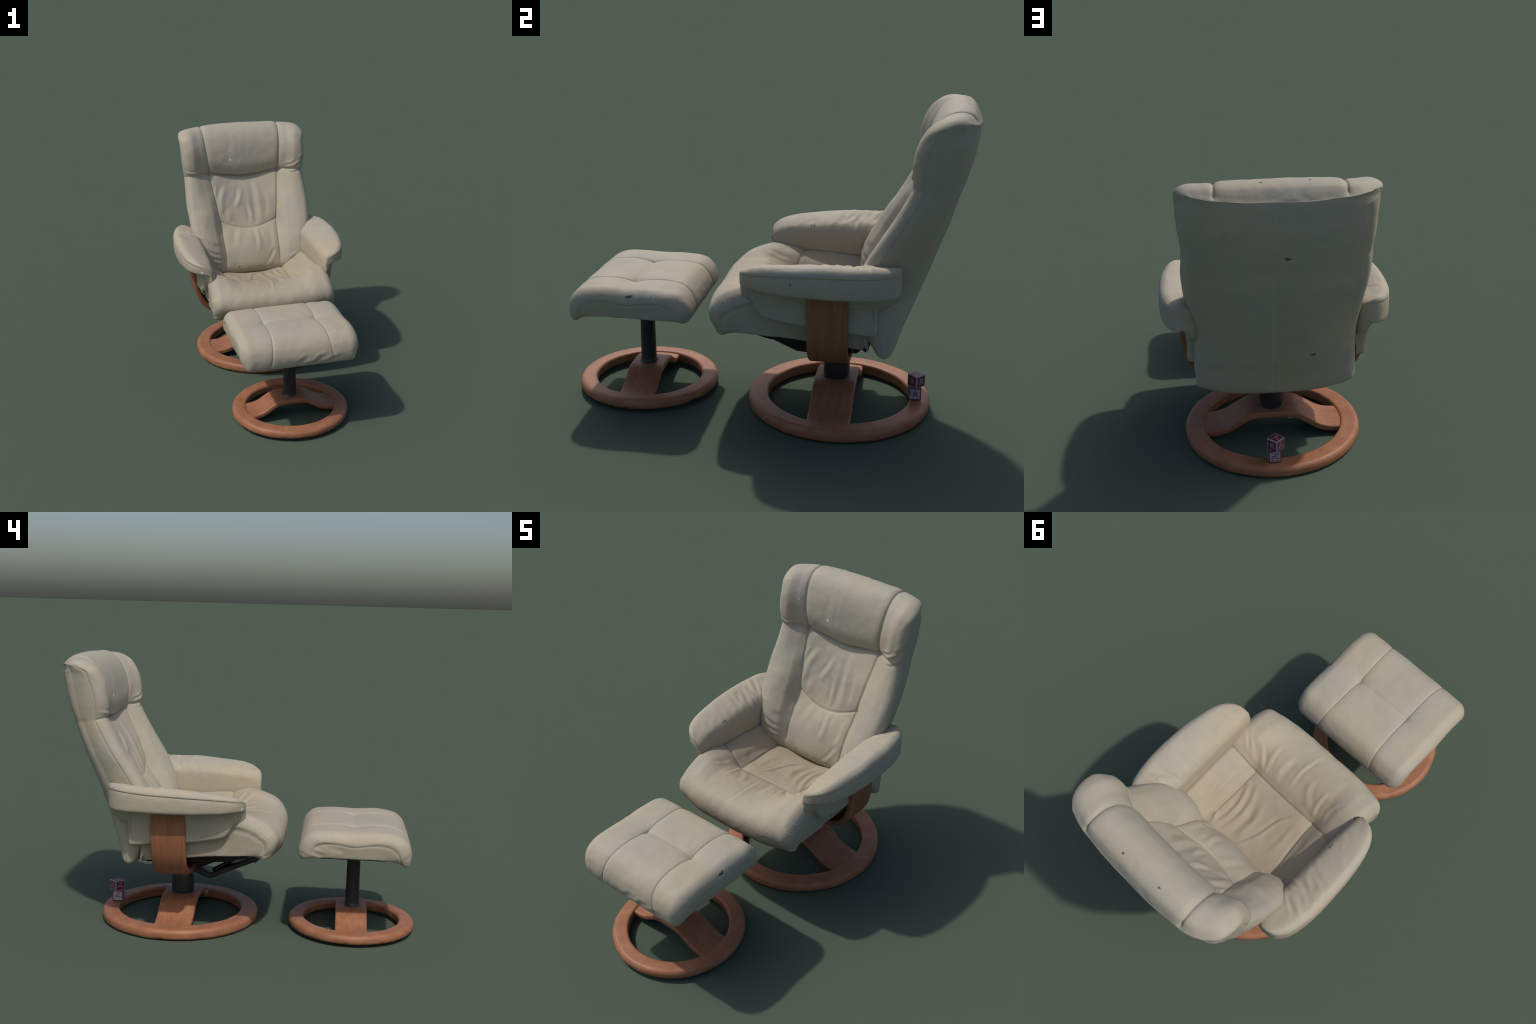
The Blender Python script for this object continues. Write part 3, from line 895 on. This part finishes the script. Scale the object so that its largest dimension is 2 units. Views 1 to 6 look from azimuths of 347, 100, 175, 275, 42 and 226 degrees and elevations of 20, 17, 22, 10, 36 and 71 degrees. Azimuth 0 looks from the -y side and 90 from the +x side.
# ---------------------------------------------------------------- tilt mechanism under the seat
def prism(name, poly, x0, x1, mat, parent, bevel=.004):
    n = len(poly)
    V = [(x0, a, b) for a, b in poly] + [(x1, a, b) for a, b in poly]
    F = [tuple(range(n)), tuple(range(n, 2 * n))[::-1]] + [(i, (i + 1) % n, (i + 1) % n + n, i + n) for i in range(n)]
    ob = make_obj(name, V, F, mat, parent, smooth_shade=False); fix_normals(ob)
    md = ob.modifiers.new('bevel', 'BEVEL'); md.width = bevel; md.segments = 2
    return ob


prism('seat_pan', [(-.055, .475), (-.05, .440), (.06, .412), (.20, .402), (.40, .396), (.535, .391), (.535, .425), (.3, .455), (.0, .482)], -.25, .25, M_under, chair)
prism('side_bracket', [(-.065, .468), (-.055, .452), (.05, .424), (.19, .363), (.275, .357), (.37, .378), (.40, .435)], .205, .255, M_under, chair)
prism('tilt_housing', [(.05, .445), (.11, .395), (.277, .318), (.47, .322), (.53, .38), (.53, .41), (.20, .44)], -.13, .14, M_under, chair)
arm_path = [(.37, .306), (.29, .288), (.235, .266), (.200, .255), (.165, .268), (.10, .298), (.02, .332), (-.055, .364), (-.085, .378)]
arm_p = catmull(np.array([(-.509 + (a_ + .509) * .988, 1.845 - (1.845 - b_) * .988) for a_, b_ in arm_path]), 80)[0]
tg = np.gradient(arm_p, axis=0); tg /= np.linalg.norm(tg, axis=1, keepdims=True)
pr = rounded_rect(-.045, .045, -.014, .014, [.006] * 4, 5, .02)
V, F = loft_sections(np.stack([np.column_stack([-.045 + .8 * pr[:, 0], p[0] - pr[:, 1] * n_[1], p[1] + pr[:, 1] * n_[0]]) for p, n_ in zip(arm_p, tg)]))
tilt = make_obj('tilt_arm', V, F, M_black, chair); fix_normals(tilt); sharp_angle(tilt, 50)
tube('pivot_bolt', [(-.11, -.070, .396), (.02, -.070, .396)], .021, M_black, chair, seg=8)
tube('glide_rod', [(-.025, .180, .294), (-.015, .021, .388), (-.01, -.03, .43)], .0125, M_black, chair, 30)
for sg in (-1, 1):
    tube('recline_link', [(sg * .355, .548, .50), (sg * .355, .53, .45), (sg * .35, .52, .43)], .010, M_black, chair, 30)

# ---------------------------------------------------------------- footstool
OX, OY = -.037, -.637
hy = [(-.268, .459), (-.296, .465), (-.309, .500), (-.308, .542), (-.290, .588), (-.250, .626), (-.190, .646), (-.11, .651), (0, .646),
      (.11, .649), (.190, .645), (.250, .630), (.290, .592), (.310, .544), (.312, .512), (.298, .488), (.270, .484)]
drop = [0, 0, 0, 0, .002, .004, .005, .005, .005, .005, .005, .004, .002, 0, 0, 0, 0]
shy = [1, 1, .998, .992, .980]
A = np.array([[(a * f + OY, b - d * g) for f, g in zip(shy, (0, .2, .7, 1.2, 2.2))] for (a, b), d in zip(hy, drop)])
XK = np.array([[0, .16, .24, .31, w] for w in [.318, .334, .348, .358, .362, .364, .365, .365, .365, .365, .365, .364, .362, .360, .354, .345, .335]])
ob_b = np.array([(-.268, .459), (-.24, .476), (-.21, .487), (-.18, .492), (-.15, .495), (-.11, .497), (-.07, .497), (-.035, .497), (0, .497), (.035, .497),
                 (.07, .497), (.11, .496), (.15, .495), (.18, .494), (.21, .492), (.24, .490), (.270, .484)]) + np.array([OY, 0])
OD = np.column_stack([ob_b, XK[:, -1] - .012])


def ounder(t, x):
    r = catmull_at(OD, t)
    return r[0] + 0 * x, r[1] + 0 * x, r[2]


NO = 240
V, F, kind, tt = rung_loft(A, XK, ounder, NO, 190, 14, 30, .062, .010)
x, y, z = V.T
top = kind == 0
H = np.zeros(len(V))
xl, xr = -.160, .168
for c in (xl, xr):
    bow = (tt - 8) / 6.5
    d = np.abs(x - c - np.sign(c) * .030 * np.minimum(bow**2, 1.3))
    H += top * (-.0045 * np.exp(-(d / .0045)**2) - .003 * np.exp(-(d / .025)**2)) * sstep(.8, 2, tt) * sstep(15.2, 14, tt)
    for sy in (0,):
        rr2 = (x - c)**2 + (y - OY)**2
        H += top * (z > .55) * (-.009 * np.exp(-rr2 / .060**2) - .009 * np.exp(-rr2 / .020**2))
        for k, a in enumerate((.5, 1.0, 2.2, 2.7, 3.7, 4.3, 5.4, 5.9)):
            e = (c + .075 * math.cos(a), OY + .075 * math.sin(a))
            H += top * (z > .55) * fold(x, y, [(c, OY), ((c + e[0]) / 2, (OY + e[1]) / 2), e], .011, .0008)
H += top * (z > .55) * sstep(.008, -.004, np.maximum(x - xr, xl - x)) * (-.0055 * np.exp(-((y - OY) / .0045)**2) - .003 * np.exp(-((y - OY) / .03)**2))
nvr = len(V) // NO; col = np.tile(np.arange(nvr), NO); nface = 190 + 28
ps = np.minimum(np.abs(col - (nface + .6)), np.abs(col - (nvr - 1.6)))
H += -.0035 * np.exp(-(ps / 1.0)**2) * sstep(1.2, 2.4, tt) * sstep(14.8, 13.6, tt)
nearseam = np.exp(-((col - (nface - 5)) / 5.)**2) + np.exp(-((col - 4.) / 5.)**2)
ruf = np.sin(tt * 29 + 3 * np.sin(tt * 4.3)) * (.5 + .5 * np.sin(tt * 2.9))
H += .0006 * ruf * nearseam * sstep(1, 2.5, tt) * sstep(15, 13.5, tt)
# slack leather on the front roll and on the side panel
P, Q = x, z
frontm = top * (y < OY - .22)
for pts, w, h in [([(-.05, .50), (.0, .53), (.03, .55)], .014, .004), ([(.05, .49), (.10, .53), (.15, .54)], .014, .005), ([(.10, .48), (.18, .51), (.24, .53)], .013, .004), ([(-.02, .48), (.06, .50), (.10, .51)], .012, .003)]:
    H += .5 * frontm * fold(P, Q, pts, w, h)
leftm = (kind == 1) * (x < 0)
for pts, w, h in [([(-.34 + OY + .60, .555), (-.42 + OY + .60, .525), (-.50 + OY + .60, .50)], .016, .003), ([(.20 + OY, .56), (.12 + OY, .53), (.06 + OY, .52)], .016, .003), ([(.25 + OY, .52), (.2 + OY, .50), (.13 + OY, .49)], .013, .003)]:
    H += leftm * fold(y, z, pts, w, h)
H += vnoise(V, 7, 61, 2) * .0030 + vnoise(V, 25, 62, 2) * .0008
H *= sstep(0, .6, tt) * sstep(16, 15.4, tt)
V = V + vert_normals(V, F) * H[:, None]
V[:, 0] += OX + .003
lab = np.full(len(F), 'cushion', dtype=object)
kmin = kind[F].min(1); xf = V[F].mean(1)[:, 0] - OX; yf = V[F].mean(1)[:, 1]
lab[kmin == 1] = 'side_panel/a'
lab[(kmin == 1) & (xf < 0)] = 'side_panel/b'
lab[kmin == 2] = 'cushion_underside'
lab[(kmin == 0) & (xf > xr)] = 'edge_panel/a'
lab[(kmin == 0) & (xf < xl)] = 'edge_panel/b'
split_regions(V, F, lab, ['cushion', 'edge_panel/a', 'edge_panel/b', 'side_panel/a', 'side_panel/b', 'cushion_underside'], M_otto, stool)
prism('cushion_plate', [(OY - .20, .481), (OY + .20, .481), (OY + .20, .495), (OY - .20, .495)], OX - .30, OX + .30, M_under, stool)
column('stool_column', (-.035, -.640), [(.052, .126), (.048, .133), (.0425, .138), (.0405, .150), (.0385, .30), (.0375, .485)], M_black, stool)
oring = rounded_rect(.276, .363, .014, .066, (.018, .026, .016, .012), 7, .010)
lathe('base_ring', oring, (-.035, -.637), M_ring, stool, 224, lambda v, f: chips_on(v, f, 70))
crossbar(stool, -.035, -.635, .29, .132, .058, .180, .032, M_bar)

# ---------------------------------------------------------------- two little stacked cubes on the ring
def cube(name, loc, rot, size, body, ink, label):
    h = size / 2
    import bmesh
    me = bpy.data.meshes.new(name); bm = bmesh.new()
    bmesh.ops.create_cube(bm, size=size)
    bmesh.ops.bevel(bm, geom=list(bm.edges), offset=.0025, segments=2, affect='EDGES', profile=.5)
    bm.to_mesh(me); bm.free()
    me.materials.append(body)
    ob = bpy.data.objects.new(name, me); bpy.context.scene.collection.objects.link(ob)
    ob.location = loc; ob.rotation_euler = (0, 0, rot)
    ob['label'] = label; ob['category'] = 'toy cube'
    return ob


def decor(ob, size, panel_mat, ink_mat):
    """Inset label on every face plus brushed strokes and a line of small print."""
    h = size / 2
    glyph_a = [((-.24, .02), (.10, .12), .05), ((-.06, .22), (.18, .30), .05), ((-.30, -.14), (-.02, -.06), .05), ((-.04, -.06), (.32, -.14), .05)]
    glyph_b = [((-.06, .30), (-.10, -.28), .05), ((.06, .26), (.02, -.18), .045), ((.22, .24), (.06, .02), .045), ((.10, .04), (.28, -.20), .05)]
    print_line = [((-.30, -.30), (-.10, -.30), .035), ((-.04, -.30), (.06, -.30), .03), ((.12, -.30), (.30, -.30), .03)]
    side_print = [((-.32, .22), (-.32, -.14), .035)]
    dirs = [((1, 0, 0), (0, 1, 0), glyph_b + side_print), ((-1, 0, 0), (0, -1, 0), glyph_a), ((0, 1, 0), (-1, 0, 0), glyph_a + print_line),
            ((0, -1, 0), (1, 0, 0), glyph_b + side_print), ((0, 0, 1), (1, 0, 0), glyph_a)]
    pv, pf, iv, if_ = [], [], [], []

    def box(vs, fs, n, u, w, c, du, dw, ang, z0, z1):
        n, u, w = map(np.array, (n, u, w)); ca, sa = math.cos(ang), math.sin(ang)
        b = len(vs)
        for zz in (z0, z1):
            for a, d in ((-du, -dw), (du, -dw), (du, dw), (-du, dw)):
                p = n * zz + u * (c[0] + a * ca - d * sa) + w * (c[1] + a * sa + d * ca)
                vs.append(p)
        fs.extend([(b, b + 3, b + 2, b + 1), (b + 4, b + 5, b + 6, b + 7)] + [(b + i, b + (i + 1) % 4, b + (i + 1) % 4 + 4, b + i + 4) for i in range(4)])

    for n, u, g in dirs:
        w = np.cross(n, u)
        box(pv, pf, n, u, w, (0, 0), h * .84, h * .84, 0, h - .001, h + .0004)
        for a, b_, t in g:
            a = np.array(a) * size; b_ = np.array(b_) * size
            c = (a + b_) / 2; d = b_ - a
            box(iv, if_, n, u, w, c, np.linalg.norm(d) / 2, t * size / 2 * 1.25, math.atan2(d[1], d[0]), h - .0005, h + .0009)
    for nm, vs, fs, mt in (('face_label', pv, pf, panel_mat), ('lettering', iv, if_, ink_mat)):
        me = bpy.data.meshes.new(nm); me.from_pydata([tuple(map(float, v)) for v in vs], [], fs); me.update()
        me.materials.append(mt)
        o = bpy.data.objects.new(nm, me); bpy.context.scene.collection.objects.link(o)
        o.parent = ob; fix_normals(o)


SZ = .0625
c1 = cube('toy_cube', (.037, .760, .064 + SZ / 2), math.radians(3), SZ, M_red, M_white, 'small white cube with red border and brush strokes')
decor(c1, SZ, M_white, M_red)
c2 = cube('toy_cube', (.030, .766, .0645 + SZ * 1.5), math.radians(46), SZ, M_white, M_red, 'small red cube with pale border and brush strokes')
decor(c2, SZ, M_red, M_white)
